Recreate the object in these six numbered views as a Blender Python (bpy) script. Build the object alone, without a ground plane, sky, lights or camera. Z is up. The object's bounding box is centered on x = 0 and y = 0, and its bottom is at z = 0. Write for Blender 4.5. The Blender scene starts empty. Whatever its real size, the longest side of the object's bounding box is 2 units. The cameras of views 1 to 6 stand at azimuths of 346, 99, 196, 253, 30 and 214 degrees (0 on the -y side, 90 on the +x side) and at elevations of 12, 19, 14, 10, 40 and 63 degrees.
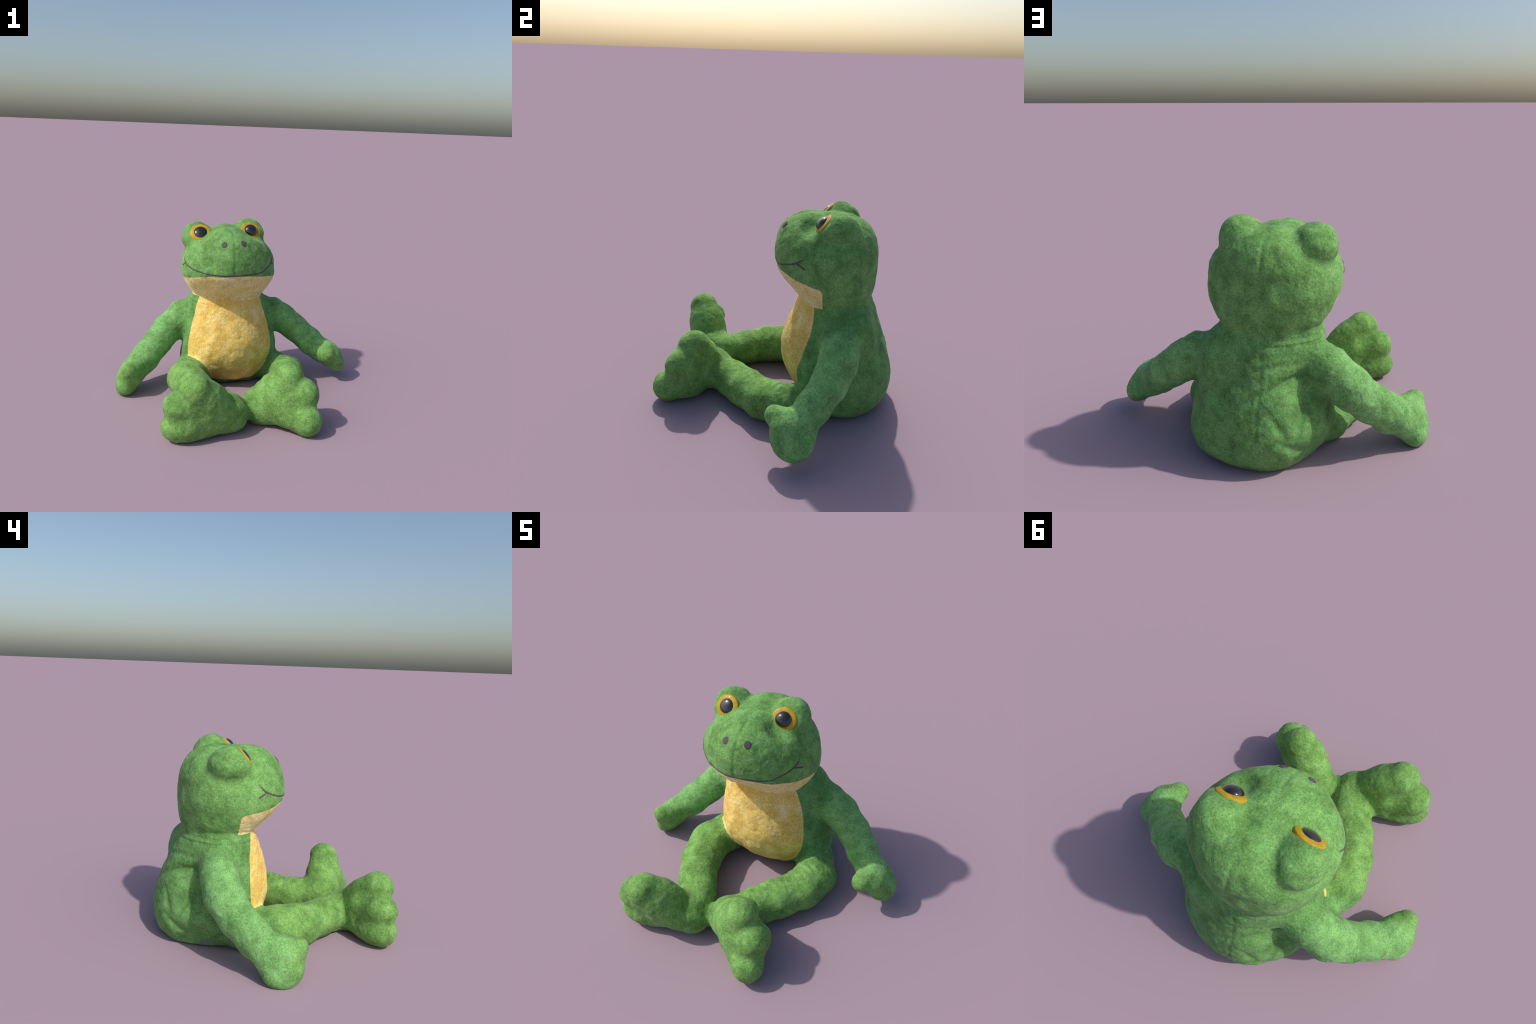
import bpy, math
import numpy as np

# =====================================================================
#  Sitting plush frog.  The body is one soft implicit surface (lofted
#  head and torso, round-cone limbs), polygonised, relaxed onto the
#  surface and split by region into named parts.
# =====================================================================
V = lambda *a: np.array(a, dtype=np.float64)

# ---------------------------------------------------------------- noise
def lattice(ix, iy, iz, seed):
    h = (ix * 374761393 + iy * 668265263 + iz * 2147483647 + seed * 1274126177) & 0xFFFFFFFF
    h = ((h ^ (h >> 13)) * 1274126177) & 0xFFFFFFFF
    h = h ^ (h >> 16)
    return (h & 0xFFFF) / 32767.5 - 1.0

def noise3(p, scale, seed):
    q = p * scale + 100.0
    i = np.floor(q).astype(np.int64)
    f = q - i
    f = f * f * f * (f * (f * 6 - 15) + 10)
    out = 0
    for dx in (0, 1):
        for dy in (0, 1):
            for dz in (0, 1):
                w = (f[:, 0] if dx else 1 - f[:, 0]) * (f[:, 1] if dy else 1 - f[:, 1]) * (f[:, 2] if dz else 1 - f[:, 2])
                out = out + w * lattice(i[:, 0] + dx, i[:, 1] + dy, i[:, 2] + dz, seed)
    return out

# ------------------------------------------------------- implicit solids
def smin(a, b, k):
    h = np.maximum(k - np.abs(a - b), 0.0) / k
    return np.minimum(a, b) - h * h * k * 0.25

def ellipsoid(p, c, r, frame=None):
    d = p - c
    if frame is not None:
        d = d @ frame.T
    r = np.asarray(r)
    k0 = np.sqrt(((d / r) ** 2).sum(1))
    k1 = np.sqrt(((d / (r * r)) ** 2).sum(1)) + 1e-9
    return k0 * (k0 - 1.0) / k1

def cone(p, a, b, ra, rb):
    ab = b - a
    t = np.clip(((p - a) @ ab) / (ab @ ab), 0, 1)
    return np.linalg.norm(p - a - t[:, None] * ab, axis=1) - (ra + (rb - ra) * t)

def limb(p, pts, k=0.05):
    d = None
    for (a, ra), (b, rb) in zip(pts[:-1], pts[1:]):
        e = cone(p, V(*a), V(*b), ra, rb)
        d = e if d is None else smin(d, e, k)
    return d

def frame_from(direction, side):
    """rows: long axis, side axis, thin axis"""
    u = V(*direction); u /= np.linalg.norm(u)
    s = V(*side); s -= u * (s @ u); s /= np.linalg.norm(s)
    return np.array([u, s, np.cross(u, s)])

def loft(p, table, cap_top, cap_bottom, power, turn=0.0, crown=0.0):
    """Stack of ovals: rows of (z, centre x, half width, front y, back y)."""
    T = np.array(table)
    z = np.clip(p[:, 2], T[0, 0], T[-1, 0])
    def smooth_interp(col):
        # Catmull-Rom through the rows
        x, y = T[:, 0], T[:, col]
        m = np.gradient(y, x)
        i = np.clip(np.searchsorted(x, z) - 1, 0, len(x) - 2)
        h = x[i + 1] - x[i]; t = (z - x[i]) / h
        return ((2*t**3 - 3*t**2 + 1) * y[i] + (t**3 - 2*t**2 + t) * h * m[i]
                + (-2*t**3 + 3*t**2) * y[i+1] + (t**3 - t**2) * h * m[i+1])
    cx, hw, yf, yb, ym = (smooth_interp(c) for c in (1, 2, 3, 4, 5))
    dy = p[:, 1] - ym
    ahead = np.clip(-dy / (ym - yf), 0, 1.2)
    high = np.clip((p[:, 2] - 0.72) / 0.2, 0, 1) if crown else 1.0
    dx = (p[:, 0] - cx - turn * ahead * high) / hw
    dy = np.where(dy < 0, dy / (ym - yf), dy / (yb - ym))
    rise = np.clip((p[:, 2] - T[-1, 0]) / cap_top / 0.6, 0, 1)
    pe = 2.1 - crown * rise * rise * (3 - 2 * rise)
    dx, dy = np.abs(dx), np.abs(dy)
    rho = (dx ** pe + dy ** pe) ** (1 / pe)
    up = np.maximum(p[:, 2] - T[-1, 0], 0) / cap_top
    dn = np.maximum(T[0, 0] - p[:, 2], 0) / cap_bottom
    ez = up + dn
    long = (dy ** power + ez ** power) ** (1 / power)     # full in side view,
    r = (dx ** pe + long ** pe) ** (1 / pe)               # rounder in front view
    size = np.where(ez > rho, np.where(up > 0, cap_top, cap_bottom), np.minimum(hw, 0.5 * (yb - yf)))
    return (r - 1) * size

# ------------------------------------------------------------ body plan
HEAD = [  # z, centre x, half width, front y, back y, y of greatest width
    (0.705, -0.068, 0.276, 0.142, 0.600, 0.35),
    (0.740, -0.060, 0.294, 0.114, 0.606, 0.34),
    (0.790, -0.058, 0.324, 0.064, 0.611, 0.33),
    (0.850, -0.060, 0.350, 0.008, 0.615, 0.31),
    (0.900, -0.063, 0.360, -0.032, 0.618, 0.30),
    (0.945, -0.065, 0.360, -0.046, 0.618, 0.30),
]
TORSO = [
    (0.020, -0.010, 0.330, 0.205, 0.705, 0.45),
    (0.060, -0.012, 0.360, 0.160, 0.742, 0.44),
    (0.105, -0.015, 0.380, 0.117, 0.758, 0.43),
    (0.150, -0.018, 0.388, 0.082, 0.764, 0.42),
    (0.210, -0.022, 0.388, 0.052, 0.764, 0.41),
    (0.280, -0.026, 0.382, 0.030, 0.750, 0.40),
    (0.380, -0.034, 0.362, 0.032, 0.722, 0.39),
    (0.480, -0.044, 0.336, 0.056, 0.690, 0.38),
    (0.580, -0.056, 0.308, 0.094, 0.652, 0.37),
    (0.650, -0.064, 0.290, 0.122, 0.622, 0.36),
    (0.700, -0.068, 0.282, 0.140, 0.604, 0.36),
]
EYE = {-1: dict(bump=(-0.300, 0.350, 1.146), r=(0.122, 0.142, 0.120), iris=(-0.290, 0.261, 1.196), n=(-0.13, -0.76, 0.63)),
       1: dict(bump=(0.096, 0.364, 1.166), r=(0.122, 0.142, 0.124), iris=(0.095, 0.270, 1.209), n=(0.10, -0.78, 0.62))}

ARM = {
    -1: [((-0.270, 0.425, 0.580), 0.095), ((-0.395, 0.432, 0.505), 0.111), ((-0.508, 0.423, 0.405), 0.110),
         ((-0.606, 0.368, 0.303), 0.102), ((-0.694, 0.290, 0.218), 0.097), ((-0.765, 0.235, 0.168), 0.092)],
    1: [((0.180, 0.430, 0.562), 0.100), ((0.315, 0.435, 0.514), 0.112), ((0.430, 0.430, 0.448), 0.105),
        ((0.535, 0.390, 0.370), 0.098), ((0.635, 0.320, 0.282), 0.093), ((0.705, 0.272, 0.225), 0.090)],
}
HAND = {  # palm: centre, long axis, side axis, radii ; thumb a, b
    -1: dict(c=(-0.824, 0.165, 0.108), u=(-0.35, -0.2, -0.75), s=(0, 1, -0.25), r=(0.132, 0.132, 0.084),
             ta=(-0.79, 0.15, 0.17), tb=(-0.828, 0.068, 0.205), tr=(0.075, 0.052)),
    1: dict(c=(0.800, 0.224, 0.172), u=(0.55, -0.25, -0.68), s=(0, 1, -0.2), r=(0.134, 0.126, 0.084),
            ta=(0.74, 0.20, 0.230), tb=(0.712, 0.112, 0.246), tr=(0.078, 0.060)),
}
LEG = {   # legs are squashed: height of the section is 1 / FLAT of its width
    -1: [((-0.215, 0.400, 0.105), 0.120), ((-0.342, 0.220, 0.110), 0.128), ((-0.400, 0.060, 0.126), 0.134),
         ((-0.372, -0.110, 0.124), 0.128), ((-0.297, -0.270, 0.114), 0.116), ((-0.230, -0.385, 0.110), 0.112),
         ((-0.200, -0.475, 0.110), 0.110)],
    1: [((0.160, 0.400, 0.100), 0.112), ((0.315, 0.270, 0.106), 0.120), ((0.382, 0.120, 0.114), 0.130),
        ((0.350, -0.020, 0.108), 0.126), ((0.255, -0.145, 0.106), 0.122), ((0.152, -0.270, 0.110), 0.116),
        ((0.075, -0.375, 0.120), 0.116)],
}
FLAT = {-1: 1.06, 1: 1.10}
FOOT = {  # heel, heel radius, then pads and toes: root, tip, radii
    -1: dict(heel=(-0.180, -0.510, 0.113), hr=0.113, mid=(-0.35, -0.580, 0.235), mr=0.118, low=(-0.46, -0.590, 0.11), lr=0.108,
             toes=[((-0.34, -0.580, 0.25), (-0.425, -0.628, 0.345), 0.108, 0.102),
                   ((-0.40, -0.580, 0.20), (-0.532, -0.600, 0.230), 0.106, 0.104),
                   ((-0.40, -0.570, 0.13), (-0.546, -0.600, 0.100), 0.106, 0.100)]),
    1: dict(heel=(0.050, -0.435, 0.125), hr=0.118, mid=(0.185, -0.520, 0.225), mr=0.116, low=(0.245, -0.550, 0.12), lr=0.118,
            toes=[((0.15, -0.490, 0.27), (0.202, -0.515, 0.350), 0.108, 0.102),
                  ((0.20, -0.530, 0.23), (0.306, -0.572, 0.245), 0.110, 0.108),
                  ((0.21, -0.550, 0.16), (0.312, -0.664, 0.100), 0.108, 0.100)]),
}
SEAM_X = -0.078

def parts_distance(p):
    """distance to every named region of the body, before blending"""
    D = {}
    D['head'] = loft(p, HEAD, 0.299, 0.035, 2.95, turn=-0.034, crown=0.27)
    for s in (-1, 1):
        tag = 'R' if s < 0 else 'L'
        e = EYE[s]
        n = V(*e['n']); n /= np.linalg.norm(n)
        bump = ellipsoid(p, V(*e['bump']), e['r'])
        D['brow' + tag] = -smin(-bump, -((p - V(*e['iris'])) @ n), 0.03)
        D['arm' + tag] = limb(p, ARM[s])
        h = HAND[s]
        palm = ellipsoid(p, V(*h['c']), h['r'], frame_from(h['u'], h['s']))
        thumb = cone(p, V(*h['ta']), V(*h['tb']), *h['tr'])
        D['hand' + tag] = smin(palm, thumb, 0.07)
        k = V(1, 1, FLAT[s])
        D['leg' + tag] = limb(p * k, [(V(*a) * k, r) for a, r in LEG[s]]) * 0.92
        f = FOOT[s]
        heel = cone(p, V(*f['heel']), V(*f['mid']), f['hr'], f['mr'])
        low = cone(p, V(*f['heel']), V(*f['low']), f['hr'], f['lr'])
        D['foot' + tag] = smin(heel, low, 0.06)
        for i, (a, b, ra, rb) in enumerate(f['toes']):
            D['toe%s%d' % (tag, i)] = cone(p, V(*a), V(*b), ra, rb)
    T = loft(p, TORSO, 0.10, 0.022, 2.4, turn=-0.022)
    for c in ((0.17, 0.49, 0.53),):      # shoulder padding
        T = smin(T, ellipsoid(p, V(*c), (0.135, 0.15, 0.15)), 0.09)
    # collapsed stuffing low on one side of the back
    q = (p - V(-0.33, 0.61, 0.46)) / V(0.14, 0.16, 0.18)
    r = (p - V(-0.36, 0.60, 0.05)) / V(0.12, 0.13, 0.09)
    w = (p - V(0.25, 0.10, 0.14)) / V(0.14, 0.12, 0.12)      # belly tucks in beside the left thigh
    D['torso'] = T + 0.060 * np.exp(-(q * q).sum(1)) + 0.035 * np.exp(-(r * r).sum(1)) + 0.045 * np.exp(-(w * w).sum(1))
    return D

def body(p, D=None):
    D = D or parts_distance(p)
    head = D['head']
    for s in (-1, 1):                                   # hollow in front of each eye
        e = EYE[s]; n = V(*e['n']); n /= np.linalg.norm(n)
        down = V(0, -n[2], n[1])                        # down the slope of the eye
        hollow = ellipsoid(p, V(*e['iris']) + n * 0.058 + down * 0.012 + V(s * 0.016, 0, 0), (0.060, 0.080, 0.090), frame_from(n, (1, 0, 0)))
        head = -smin(-head, hollow, 0.06)
    for t in 'RL':
        head = smin(head, D['brow' + t], 0.028)
    f = smin(D['torso'], head, 0.014)
    for t in 'RL':
        arm = smin(D['arm' + t], D['hand' + t], 0.05)
        f = smin(f, arm, 0.05)
        toes = D['toe%s0' % t]
        toes = smin(toes, D['toe%s1' % t], 0.038)
        toes = smin(toes, D['toe%s2' % t], 0.038)
        foot = smin(D['foot' + t], toes, 0.07)
        leg = smin(D['leg' + t], foot, 0.05)
        f = smin(f, leg, 0.04)
    return f

def gradient(fn, p, e=0.002):
    g = np.empty_like(p)
    for k in range(3):
        q = p.copy(); q[:, k] += e
        r = p.copy(); r[:, k] -= e
        g[:, k] = (fn(q) - fn(r)) / (2 * e)
    return g

def onto_surface(p, fn=body, n=2):
    for _ in range(n):
        f = fn(p); g = gradient(fn, p)
        p = p - np.clip(f / ((g * g).sum(1) + 1e-6), -0.02, 0.02)[:, None] * g
    return p

# --------------------------------------------------- surface-nets mesher
def polygonise(fn, lo, hi, h):
    n = np.ceil((hi - lo) / h).astype(int) + 1
    ax = [lo[k] + h * np.arange(n[k]) for k in range(3)]
    F = np.empty(n)
    for i in range(n[0]):
        Y, Z = np.meshgrid(ax[1], ax[2], indexing='ij')
        P = np.stack([np.full(Y.size, ax[0][i]), Y.ravel(), Z.ravel()], 1)
        F[i] = fn(P).reshape(n[1], n[2])
    S = F < 0
    cnt = np.zeros(n - 1, int)
    acc = np.zeros(tuple(n - 1) + (3,)); num = np.zeros(n - 1)
    for o in np.ndindex(2, 2, 2):
        cnt += S[o[0]:n[0]-1+o[0], o[1]:n[1]-1+o[1], o[2]:n[2]-1+o[2]]
    for k in range(3):
        others = [a for a in range(3) if a != k]
        for o in np.ndindex(2, 2):
            s0 = [0, 0, 0]; s0[others[0]], s0[others[1]] = o
            s1 = list(s0); s1[k] = 1
            sl = lambda s: tuple(slice(s[a], n[a] - 1 + s[a]) for a in range(3))
            A, B = F[sl(s0)], F[sl(s1)]
            cross = (A < 0) != (B < 0)
            t = np.where(cross, A / np.where(cross, A - B, 1), 0)
            num += cross
            for a in range(3):
                acc[..., a] += cross * (t if a == k else s0[a])
    act = (cnt > 0) & (cnt < 8)
    idx = np.full(n - 1, -1); idx[act] = np.arange(act.sum())
    cell = np.argwhere(act)
    verts = lo + h * (cell + acc[act] / num[act][:, None])
    quads = []
    for k in range(3):
        a, b = (k + 1) % 3, (k + 2) % 3
        sl0 = [slice(1, n[q] - 1) for q in range(3)]; sl0[k] = slice(0, n[k] - 1)
        sl1 = list(sl0); sl1[k] = slice(1, n[k])
        A, B = S[tuple(sl0)], S[tuple(sl1)]
        e = np.argwhere(A != B)
        inside = A[tuple(e.T)]
        e = e + 1; e[:, k] -= 1
        def at(da, db):
            q = e.copy(); q[:, a] += da; q[:, b] += db
            return idx[tuple(q.T)]
        q = np.stack([at(-1, -1), at(0, -1), at(0, 0), at(-1, 0)], 1)
        q[~inside] = q[~inside][:, ::-1]
        quads.append(q)
    return verts, np.concatenate(quads)

def make_mesh(name, verts, faces):
    me = bpy.data.meshes.new(name)
    me.from_pydata([tuple(v) for v in verts], [], [tuple(f) for f in faces])
    me.update()
    return me

def refine(verts, faces):
    me = make_mesh('tmp', verts, faces)
    ob = bpy.data.objects.new('tmp', me)
    bpy.context.scene.collection.objects.link(ob)
    m = ob.modifiers.new('s', 'SUBSURF'); m.levels = 1; m.render_levels = 1
    dg = bpy.context.evaluated_depsgraph_get()
    ev = ob.evaluated_get(dg).to_mesh()
    v = np.empty(len(ev.vertices) * 3); ev.vertices.foreach_get('co', v)
    f = np.empty(len(ev.loops), dtype=np.int32); ev.loops.foreach_get('vertex_index', f)
    v = v.reshape(-1, 3).copy(); f = f.reshape(-1, 4).copy()
    bpy.data.objects.remove(ob); bpy.data.meshes.remove(me)
    return v, f

def vertex_normals(v, f):
    n = np.cross(v[f[:, 2]] - v[f[:, 0]], v[f[:, 3]] - v[f[:, 1]])
    out = np.zeros_like(v)
    for k in range(4):
        for a in range(3):
            out[:, a] += np.bincount(f[:, k], n[:, a], len(v))
    return out / (np.linalg.norm(out, axis=1)[:, None] + 1e-12)

# ------------------------------------------------------------ colour seams
def smax(a, b, k):
    return -smin(-a, -b, k)

def belly_field(p):
    """negative on the cream tummy panel (egg outline seen from the front)"""
    x, y, z = p.T
    egg = np.sqrt(((x + 0.068) / np.where(z < 0.36, 0.335, 0.335 - 0.12 * np.clip(z - 0.36, 0, 1))) ** 2
                  + (np.where(z < 0.36, (z - 0.36) / 0.375, (z - 0.36) / 0.66)) ** 2)
    side = (egg - 1) * 0.33
    return np.maximum(smax(side, y - 0.228 - 0.05 * np.clip(x / 0.15, 0, 1) + 0.28 * np.clip(0.25 - z, 0, 1), 0.06), z - 0.735)

def jaw_field(p):
    """negative on the cream lower jaw"""
    line = 0.932 - 0.22 * (p[:, 1] + 0.06)
    return smax(p[:, 2] - line, p[:, 1] - 0.305, 0.03)

# ------------------------------------------------------------ build body
lo, hi = V(-1.0, -0.86, -0.06), V(1.0, 0.84, 1.36)
verts, faces = polygonise(body, lo, hi, 0.0125)
verts = onto_surface(verts, n=2)
verts, faces = refine(verts, faces)
verts = onto_surface(verts, n=2)

def regions(p):
    D = parts_distance(p)
    names = list(D)
    M = np.stack([D[k] for k in names], 1)
    # the smaller part wins near its joint
    for i, k in enumerate(names):
        if k.startswith('toe'): M[:, i] += 0.004
    return names, M

cent = verts[faces].mean(1)
names, M = regions(cent)
lab = M.argmin(1)
reg = np.array([names[i] for i in lab], dtype=object)
reg = np.array([r if not r.startswith('brow') else 'head' for r in reg], dtype=object)

def snap_border(region_names, field):
    """move the vertices along a colour seam exactly onto it"""
    global verts
    m = np.isin(reg, region_names)
    inside = (field(verts[faces].mean(1)) < 0) & m
    vi = np.zeros(len(verts), bool); vo = np.zeros(len(verts), bool)
    vi[faces[inside].ravel()] = True
    vo[faces[m & ~inside].ravel()] = True
    b = np.where(vi & vo)[0]
    p = verts[b]
    for _ in range(3):
        g = gradient(field, p); nb = gradient(body, p)
        nb /= np.linalg.norm(nb, axis=1)[:, None] + 1e-9
        g -= nb * (g * nb).sum(1)[:, None]
        p = p - np.clip(field(p) / ((g * g).sum(1) + 0.05), -0.006, 0.006)[:, None] * g
        p = onto_surface(p, n=1)
    verts[b] = p
    return inside

is_belly = snap_border(['torso'], belly_field)
is_jaw = snap_border(['head'], jaw_field)
reg[is_belly] = 'belly'
reg[is_jaw] = 'jaw'

# ---------------------------------------------------- relief of the plush
N = vertex_normals(verts, faces)
x, y, z = verts.T
D = parts_distance(verts)
d = 0.006 * noise3(verts, 7.0, 3) + 0.0035 * noise3(verts, 16.0, 5) + 0.0016 * noise3(verts, 38.0, 7) + 0.0007 * noise3(verts, 80.0, 9)
near = lambda a, w: np.exp(-(a / w) ** 2)
wob = 0.006 * noise3(verts, 9.0, 21)
# middle seam of the muzzle, nape and back
on_head = (D['head'] < 0.03) & (D['browR'] > 0.02) & (D['browL'] > 0.02)
front = np.clip((0.22 - y) / 0.08, 0, 1) + np.clip((y - 0.42) / 0.1, 0, 1)
d -= on_head * 0.0035 * near(x - SEAM_X - wob, 0.012) * (z > 0.94) * front
back = (D['torso'] < 0.03) * np.clip((y - 0.42) / 0.1, 0, 1)
d -= back * 0.003 * near(x - SEAM_X + 0.05 * (0.7 - z) - 2 * wob, 0.012)
# stitched neck seam between head and trunk
d -= 0.006 * near(D['head'] - D['torso'], 0.016) * (z > 0.6) * (z < 0.80)
# slack folds on the back: (centre x, z, slant, length, width, depth)
for (cx, cz, ang, ln, wd, dep) in ((-0.22, 0.475, -0.42, 0.13, 0.022, 0.020), (-0.30, 0.32, -1.35, 0.13, 0.024, 0.016),
                                   (-0.17, 0.40, -0.55, 0.10, 0.016, -0.010), (-0.21, 0.27, 0.95, 0.10, 0.022, 0.012),
                                   (-0.27, 0.16, 0.6, 0.10, 0.020, 0.010), (0.10, 0.50, 0.5, 0.12, 0.030, 0.008),
                                   (-0.13, 0.55, -0.2, 0.12, 0.018, 0.007)):
    u = (x - cx) * math.cos(ang) + (z - cz) * math.sin(ang)
    w = -(x - cx) * math.sin(ang) + (z - cz) * math.cos(ang)
    d -= back * dep * near(u, ln) * near(w + 3 * wob, wd)
# gathered creases round knees, ankles and upper arms: (point, direction, spacing, reach, depth)
for c, v, sp, reach, dep in (((0.33, 0.06, 0.2), (0.45, 0.9, 0), 0.045, 0.10, 0.005), ((0.24, -0.13, 0.2), (0.6, 0.8, 0), 0.05, 0.10, 0.004),
                             ((-0.32, -0.22, 0.2), (-0.4, 0.9, 0), 0.05, 0.09, 0.005), ((-0.24, -0.36, 0.2), (-0.5, 0.85, 0), 0.045, 0.07, 0.005),
                             ((-0.40, 0.40, 0.56), (-0.7, 0, -0.7), 0.06, 0.12, 0.004), ((0.33, 0.40, 0.56), (0.7, 0, -0.7), 0.06, 0.12, 0.004)):
    q = verts - V(*c); v = V(*v) / np.linalg.norm(v)
    t = q @ v + 3 * wob
    d -= dep * (0.5 + 0.5 * np.cos(2 * np.pi * t / sp)) ** 2 * near(np.linalg.norm(q, axis=1), reach)
# dents where the toes are stitched through the foot
for c in ((-0.40, -0.69, 0.20), (-0.40, -0.68, 0.12), (0.19, -0.60, 0.29), (0.22, -0.66, 0.17),
          (-0.44, -0.49, 0.28), (-0.46, -0.48, 0.15), (0.28, -0.44, 0.30), (0.33, -0.52, 0.17)):
    d -= 0.014 * near(np.linalg.norm(verts - V(*c), axis=1), 0.045)
verts = verts + N * d[:, None]
verts[:, 2] = np.maximum(verts[:, 2] - 0.003, 0.0)          # it sits flat on the ground
N = vertex_normals(verts, faces)

# ---------------------------------------------------------------- materials
def srgb(r, g, b):
    f = lambda c: (c / 255 / 12.92) if c <= 10 else ((c / 255 + 0.055) / 1.055) ** 2.4
    return (f(r), f(g), f(b), 1)

def fabric(name, dark, mid, light, scale=9.0, fur=100.0, bump=0.35, rough=0.9, tint=None, zones=False, fleck=0.62):
    m = bpy.data.materials.new(name); m.use_nodes = True
    nt = m.node_tree; N_, L = nt.nodes, nt.links
    N_.clear()
    out = N_.new('ShaderNodeOutputMaterial'); bs = N_.new('ShaderNodeBsdfPrincipled')
    L.new(bs.outputs[0], out.inputs[0])
    bs.inputs['Roughness'].default_value = rough
    bs.inputs['Specular IOR Level'].default_value = 0.15
    bs.inputs['Sheen Weight'].default_value = 0.06
    bs.inputs['Sheen Roughness'].default_value = 0.5
    tc = N_.new('ShaderNodeTexCoord')
    n1 = N_.new('ShaderNodeTexNoise'); n1.inputs['Scale'].default_value = scale
    n1.inputs['Detail'].default_value = 7; n1.inputs['Roughness'].default_value = 0.68
    L.new(tc.outputs['Object'], n1.inputs['Vector'])
    cr = N_.new('ShaderNodeValToRGB'); e = cr.color_ramp.elements
    if zones:      # green tinted by position: paler arms, yellower legs, darker trunk
        dark, mid, light = (0.52, 0.55, 0.45, 1), (1, 1, 1, 1), (1.5, 1.42, 1.55, 1)
    e[0].position, e[0].color = 0.28, dark
    e[1].position, e[1].color = 0.72, light
    k = e.new(0.5); k.color = mid
    L.new(n1.outputs['Fac'], cr.inputs['Fac'])
    n2 = N_.new('ShaderNodeTexNoise'); n2.inputs['Scale'].default_value = fur
    n2.inputs['Detail'].default_value = 3
    L.new(tc.outputs['Object'], n2.inputs['Vector'])
    mr = N_.new('ShaderNodeMapRange')
    mr.inputs['From Min'].default_value = 0.3; mr.inputs['From Max'].default_value = 0.7
    mr.inputs['To Min'].default_value = 0.78; mr.inputs['To Max'].default_value = 1.20
    L.new(n2.outputs['Fac'], mr.inputs['Value'])
    mx = N_.new('ShaderNodeMix'); mx.data_type = 'RGBA'; mx.blend_type = 'MULTIPLY'
    mx.inputs[0].default_value = 1.0
    base = cr.outputs['Color']
    if zones:
        sx = N_.new('ShaderNodeSeparateXYZ'); L.new(tc.outputs['Object'], sx.inputs[0])
        def ramp(sock, a, b):
            r = N_.new('ShaderNodeMapRange'); r.interpolation_type = 'SMOOTHSTEP'
            r.inputs['From Min'].default_value = a; r.inputs['From Max'].default_value = b
            L.new(sock, r.inputs['Value']); return r.outputs['Result']
        def math_(op, a, b=None):
            n = N_.new('ShaderNodeMath'); n.operation = op
            for i, v in enumerate((a, b)):
                if v is None: continue
                if isinstance(v, (int, float)): n.inputs[i].default_value = v
                else: L.new(v, n.inputs[i])
            return n.outputs[0]
        def mix(fac, a, b):
            n = N_.new('ShaderNodeMix'); n.data_type = 'RGBA'
            L.new(fac, n.inputs[0])
            for i, v in ((6, a), (7, b)):
                if isinstance(v, tuple): n.inputs[i].default_value = v
                else: L.new(v, n.inputs[i])
            return n.outputs[2]
        X, Y, Z = sx.outputs
        head_f = ramp(Z, 0.66, 0.74)
        arm_f = ramp(math_('ABSOLUTE', math_('ADD', X, 0.045)), 0.32, 0.46)
        low_f = ramp(Z, 0.60, 0.48)
        leg_f = math_('MULTIPLY', ramp(Y, 0.22, 0.02), low_f)
        arm_f = math_('MULTIPLY', arm_f, ramp(Z, 0.74, 0.66))
        zone = mix(head_f, srgb(104, 151, 84), srgb(111, 159, 87))
        zone = mix(arm_f, zone, srgb(120, 171, 100))
        zone = mix(leg_f, zone, srgb(115, 160, 84))
        mz = N_.new('ShaderNodeMix'); mz.data_type = 'RGBA'; mz.blend_type = 'MULTIPLY'
        mz.inputs[0].default_value = 1.0
        L.new(zone, mz.inputs[6]); L.new(base, mz.inputs[7]); base = mz.outputs[2]
    L.new(base, mx.inputs[6])
    L.new(mr.outputs['Result'], mx.inputs[7])
    col = mx.outputs[2]
    if tint:
        for centre, radius, colour in tint:
            vd = N_.new('ShaderNodeVectorMath'); vd.operation = 'DISTANCE'
            vd.inputs[1].default_value = centre
            wv = N_.new('ShaderNodeVectorMath'); wv.operation = 'MULTIPLY_ADD'
            wv.inputs[1].default_value = (0.06, 0.06, 0.06)
            L.new(n2.outputs['Color'], wv.inputs[0]); L.new(tc.outputs['Object'], wv.inputs[2])
            L.new(wv.outputs[0], vd.inputs[0])
            r2 = N_.new('ShaderNodeMapRange')
            r2.inputs['From Min'].default_value = radius * 1.15; r2.inputs['From Max'].default_value = radius * 0.8
            L.new(vd.outputs['Value'], r2.inputs['Value'])
            m2 = N_.new('ShaderNodeMix'); m2.data_type = 'RGBA'
            L.new(r2.outputs['Result'], m2.inputs[0]); L.new(col, m2.inputs[6])
            m2.inputs[7].default_value = colour
            col = m2.outputs[2]
    fl = N_.new('ShaderNodeTexNoise'); fl.inputs['Scale'].default_value = 170; fl.inputs['Detail'].default_value = 1
    L.new(tc.outputs['Object'], fl.inputs['Vector'])
    fr = N_.new('ShaderNodeMapRange')
    fr.inputs['From Min'].default_value = 0.56; fr.inputs['From Max'].default_value = 0.68
    fr.inputs['To Min'].default_value = 1.0; fr.inputs['To Max'].default_value = fleck
    L.new(fl.outputs['Fac'], fr.inputs['Value'])
    fm = N_.new('ShaderNodeMix'); fm.data_type = 'RGBA'; fm.blend_type = 'MULTIPLY'; fm.inputs[0].default_value = 1
    L.new(col, fm.inputs[6]); L.new(fr.outputs['Result'], fm.inputs[7])
    L.new(fm.outputs[2], bs.inputs['Base Color'])
    bp = N_.new('ShaderNodeBump'); bp.inputs['Strength'].default_value = bump
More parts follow.
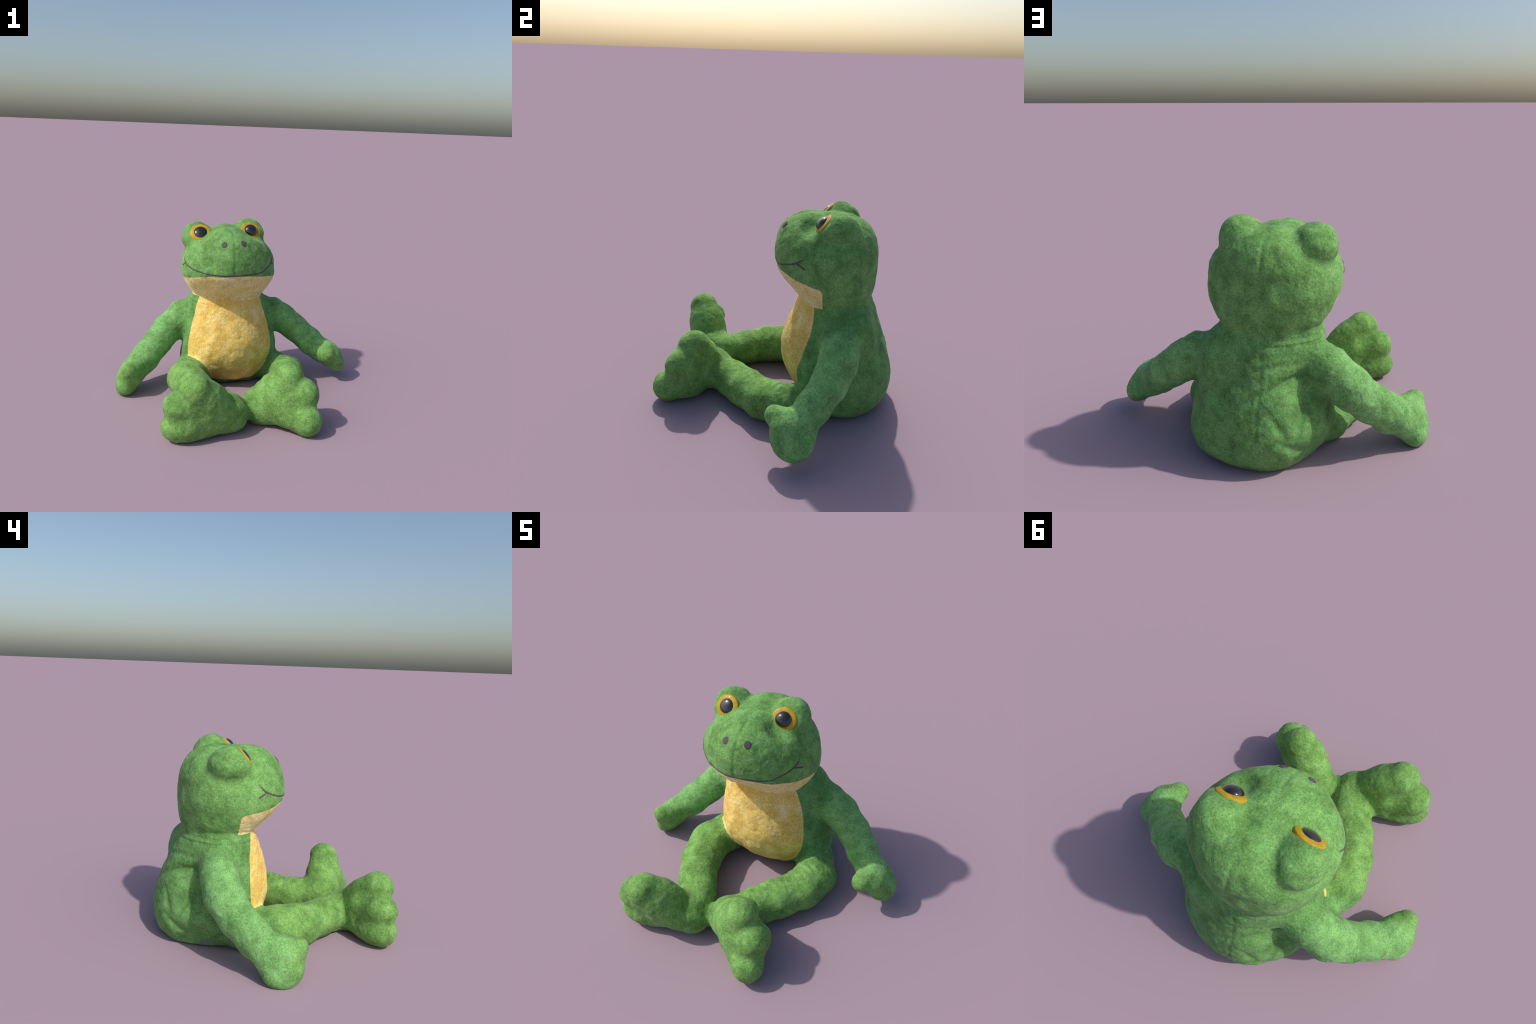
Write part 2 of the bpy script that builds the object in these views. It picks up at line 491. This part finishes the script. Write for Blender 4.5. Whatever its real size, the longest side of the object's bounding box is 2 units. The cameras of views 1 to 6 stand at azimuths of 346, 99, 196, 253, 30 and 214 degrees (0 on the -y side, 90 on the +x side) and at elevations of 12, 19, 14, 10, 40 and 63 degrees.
    bp.inputs['Distance'].default_value = 0.006
    ad = N_.new('ShaderNodeMath'); ad.operation = 'MULTIPLY_ADD'
    L.new(n2.outputs['Fac'], ad.inputs[0]); ad.inputs[1].default_value = 0.6
    n3 = N_.new('ShaderNodeTexNoise'); n3.inputs['Scale'].default_value = 45; n3.inputs['Detail'].default_value = 2
    L.new(tc.outputs['Object'], n3.inputs['Vector']); L.new(n3.outputs['Fac'], ad.inputs[2])
    L.new(ad.outputs[0], bp.inputs['Height']); L.new(bp.outputs[0], bs.inputs['Normal'])
    return m

def plain(name, colour, rough, spec=0.5, coat=0.0, vary=0.15):
    m = bpy.data.materials.new(name); m.use_nodes = True
    nt = m.node_tree; bs = nt.nodes['Principled BSDF']
    bs.inputs['Roughness'].default_value = rough
    bs.inputs['Specular IOR Level'].default_value = spec
    bs.inputs['Coat Weight'].default_value = coat
    bs.inputs['Coat Roughness'].default_value = 0.08
    tc = nt.nodes.new('ShaderNodeTexCoord'); n = nt.nodes.new('ShaderNodeTexNoise')
    n.inputs['Scale'].default_value = 40
    nt.links.new(tc.outputs['Object'], n.inputs['Vector'])
    cr = nt.nodes.new('ShaderNodeValToRGB'); e = cr.color_ramp.elements
    e[0].position, e[1].position = 0.3, 0.7
    e[0].color = tuple(c * (1 - vary) for c in colour[:3]) + (1,)
    e[1].color = tuple(min(1, c * (1 + vary)) for c in colour[:3]) + (1,)
    nt.links.new(n.outputs['Fac'], cr.inputs['Fac']); nt.links.new(cr.outputs['Color'], bs.inputs['Base Color'])
    return m

green = fabric('green_plush', None, None, None, zones=True, scale=11,
               tint=[((-0.330, 0.530, 0.045), 0.045, srgb(120, 120, 150))])
cream = fabric('yellow_cream_plush', srgb(214, 172, 82), srgb(232, 198, 110), srgb(246, 224, 160), scale=11, bump=0.28, fleck=0.82)
cream_jaw = fabric('pale_cream_plush', srgb(222, 190, 110), srgb(240, 216, 148), srgb(250, 236, 192), scale=13, bump=0.28, fleck=0.86)
amber = plain('amber_iris', srgb(180, 144, 30), 0.5, 0.25, coat=0.05)
black = plain('black_glass', srgb(26, 26, 28), 0.12, coat=1.0)
thread = plain('purple_grey_thread', srgb(92, 80, 86), 0.8, 0.2)

# ------------------------------------------------------------------ objects
coll = bpy.context.scene.collection
frog = bpy.data.objects.new('plush_frog', None)
coll.objects.link(frog)
frog.empty_display_size = 0.2
frog['label'] = 'sitting green plush frog with cream belly and amber eyes'
frog['category'] = 'plush toy'

def add(name, me, parent, mat, smooth=True):
    ob = bpy.data.objects.new(name, me)
    me.name = name
    coll.objects.link(ob)
    ob.parent = parent
    me.materials.append(mat)
    if smooth:
        me.polygons.foreach_set('use_smooth', np.ones(len(me.polygons), bool))
    return ob

def region_object(name, regs, parent, mat):
    m = np.isin(reg, regs)
    f = faces[m]
    used, inv = np.unique(f.ravel(), return_inverse=True)
    me = make_mesh(name, verts[used], inv.reshape(-1, 4))
    ob = add(name, me, parent, mat)
    me.normals_split_custom_set_from_vertices([tuple(n) for n in N[used]])
    return ob

head = region_object('head', ['head'], frog, green)
jaw = region_object('jaw', ['jaw'], head, cream_jaw)
torso = region_object('torso', ['torso'], frog, green)
belly = region_object('belly', ['belly'], torso, cream)
for t in 'RL':
    region_object('arm', ['arm' + t], frog, green)
    region_object('hand', ['hand' + t], frog, green)
    region_object('leg', ['leg' + t], frog, green)
    foot = region_object('foot', ['foot' + t], frog, green)
    for i in range(3):
        region_object('toe', ['toe%s%d' % (t, i)], foot, green)

# ---- eyes: amber button with a bulging black pupil
def dome(name, centre, normal, up, rx, ry, height, parent, mat, power=2.0, rings=14, seg=48):
    n = V(*normal); n /= np.linalg.norm(n)
    u = V(*up); u -= n * (u @ n); u /= np.linalg.norm(u)
    s = np.cross(u, n)
    P, F = [], []
    for i in range(1, rings + 1):
        a = math.pi / 2 * i / rings * 1.0
        rr, hh = math.sin(a), math.cos(a) ** (2 / power)
        for j in range(seg):
            b = 2 * math.pi * j / seg
            P.append(V(*centre) + s * rx * rr * math.cos(b) + u * ry * rr * math.sin(b) + n * height * hh)
    P2 = [p - n * 0.05 for p in P[-seg:]]
    top = V(*centre) + n * height
    allp = [top] + P + P2
    for j in range(seg):
        F.append((0, 1 + j, 1 + (j + 1) % seg))
    for i in range(rings):
        for j in range(seg):
            a = 1 + i * seg + j; b = 1 + i * seg + (j + 1) % seg
            F.append((a, a + seg, b + seg, b))
    me = make_mesh(name, allp, F)
    return add(name, me, parent, mat)

for s, e in EYE.items():
    n = V(*e['n']); n /= np.linalg.norm(n)
    c = V(*e['iris'])
    eye = dome('eye', c - n * 0.003, n, (0, 0, 1), 0.080, 0.073, 0.014, frog, amber)
    dome('pupil', c + n * 0.002, n, (0, 0, 1), 0.052, 0.049, 0.034 if s > 0 else 0.020, eye, black)

from mathutils.kdtree import KDTree
skin = KDTree(len(verts))
for i, v in enumerate(verts):
    skin.insert(v, i)
skin.balance()
def on_skin(p, lift=0.0):
    p = onto_surface(np.atleast_2d(np.array(p, float)), n=6)
    for k in range(len(p)):
        _, i, _ = skin.find(p[k])
        p[k] += N[i] * ((verts[i] - p[k]) @ N[i] + lift)
    return p

# ---- nostrils: dark stitched ovals lying on the muzzle
for c in ((-0.151, 0.017, 1.146), (-0.013, 0.028, 1.153)):
    q = on_skin(c, 0.001)[0]; g = gradient(body, q[None])[0]
    dome('nostril', q, g, (0, 0, 1), 0.021, 0.024, 0.003, head, thread, seg=24, rings=5)

# ---- mouth: a stitched thread line running round the muzzle
def thread_line(name, pts, r, parent, mat):
    pts = np.array(pts, float)
    t = np.linspace(0, len(pts) - 1, 70)
    i = np.clip(t.astype(int), 0, len(pts) - 2); f = (t - i)[:, None]
    q = pts[i] * (1 - f) + pts[i + 1] * f
    for _ in range(6):
        q[1:-1] = 0.5 * q[1:-1] + 0.25 * (q[:-2] + q[2:])
    q = on_skin(q, -0.0025)
    for _ in range(3):
        q[1:-1] = 0.5 * q[1:-1] + 0.25 * (q[:-2] + q[2:])
    cu = bpy.data.curves.new(name, 'CURVE'); cu.dimensions = '3D'
    sp = cu.splines.new('POLY'); sp.points.add(len(q) - 1)
    for k, a in enumerate(q):
        sp.points[k].co = (*a, 1)
        sp.points[k].radius = min(1, 0.35 + 0.12 * min(k, len(q) - 1 - k))
    cu.bevel_depth = r; cu.bevel_resolution = 3; cu.use_fill_caps = True
    tmp = bpy.data.objects.new('tmp', cu); coll.objects.link(tmp)
    dg = bpy.context.evaluated_depsgraph_get()
    me = bpy.data.meshes.new_from_object(tmp.evaluated_get(dg))
    bpy.data.objects.remove(tmp)
    me.materials.clear()
    return add(name, me, parent, mat)

mouth = [(-0.395, 0.21, 1.040), (-0.385, 0.175, 0.990), (-0.35, 0.09, 0.958), (-0.25, -0.01, 0.940), (-0.11, -0.05, 0.936),
         (0.03, -0.02, 0.934), (0.14, 0.05, 0.945), (0.23, 0.13, 0.985), (0.265, 0.18, 1.035)]
thread_line('mouth', mouth, 0.0062, head, thread)
thread_line('mouth_corner', [(-0.385, 0.17, 0.985), (-0.41, 0.21, 0.962)], 0.006, head, thread)
thread_line('mouth_corner', [(0.235, 0.13, 0.990), (0.27, 0.19, 0.965)], 0.006, head, thread)
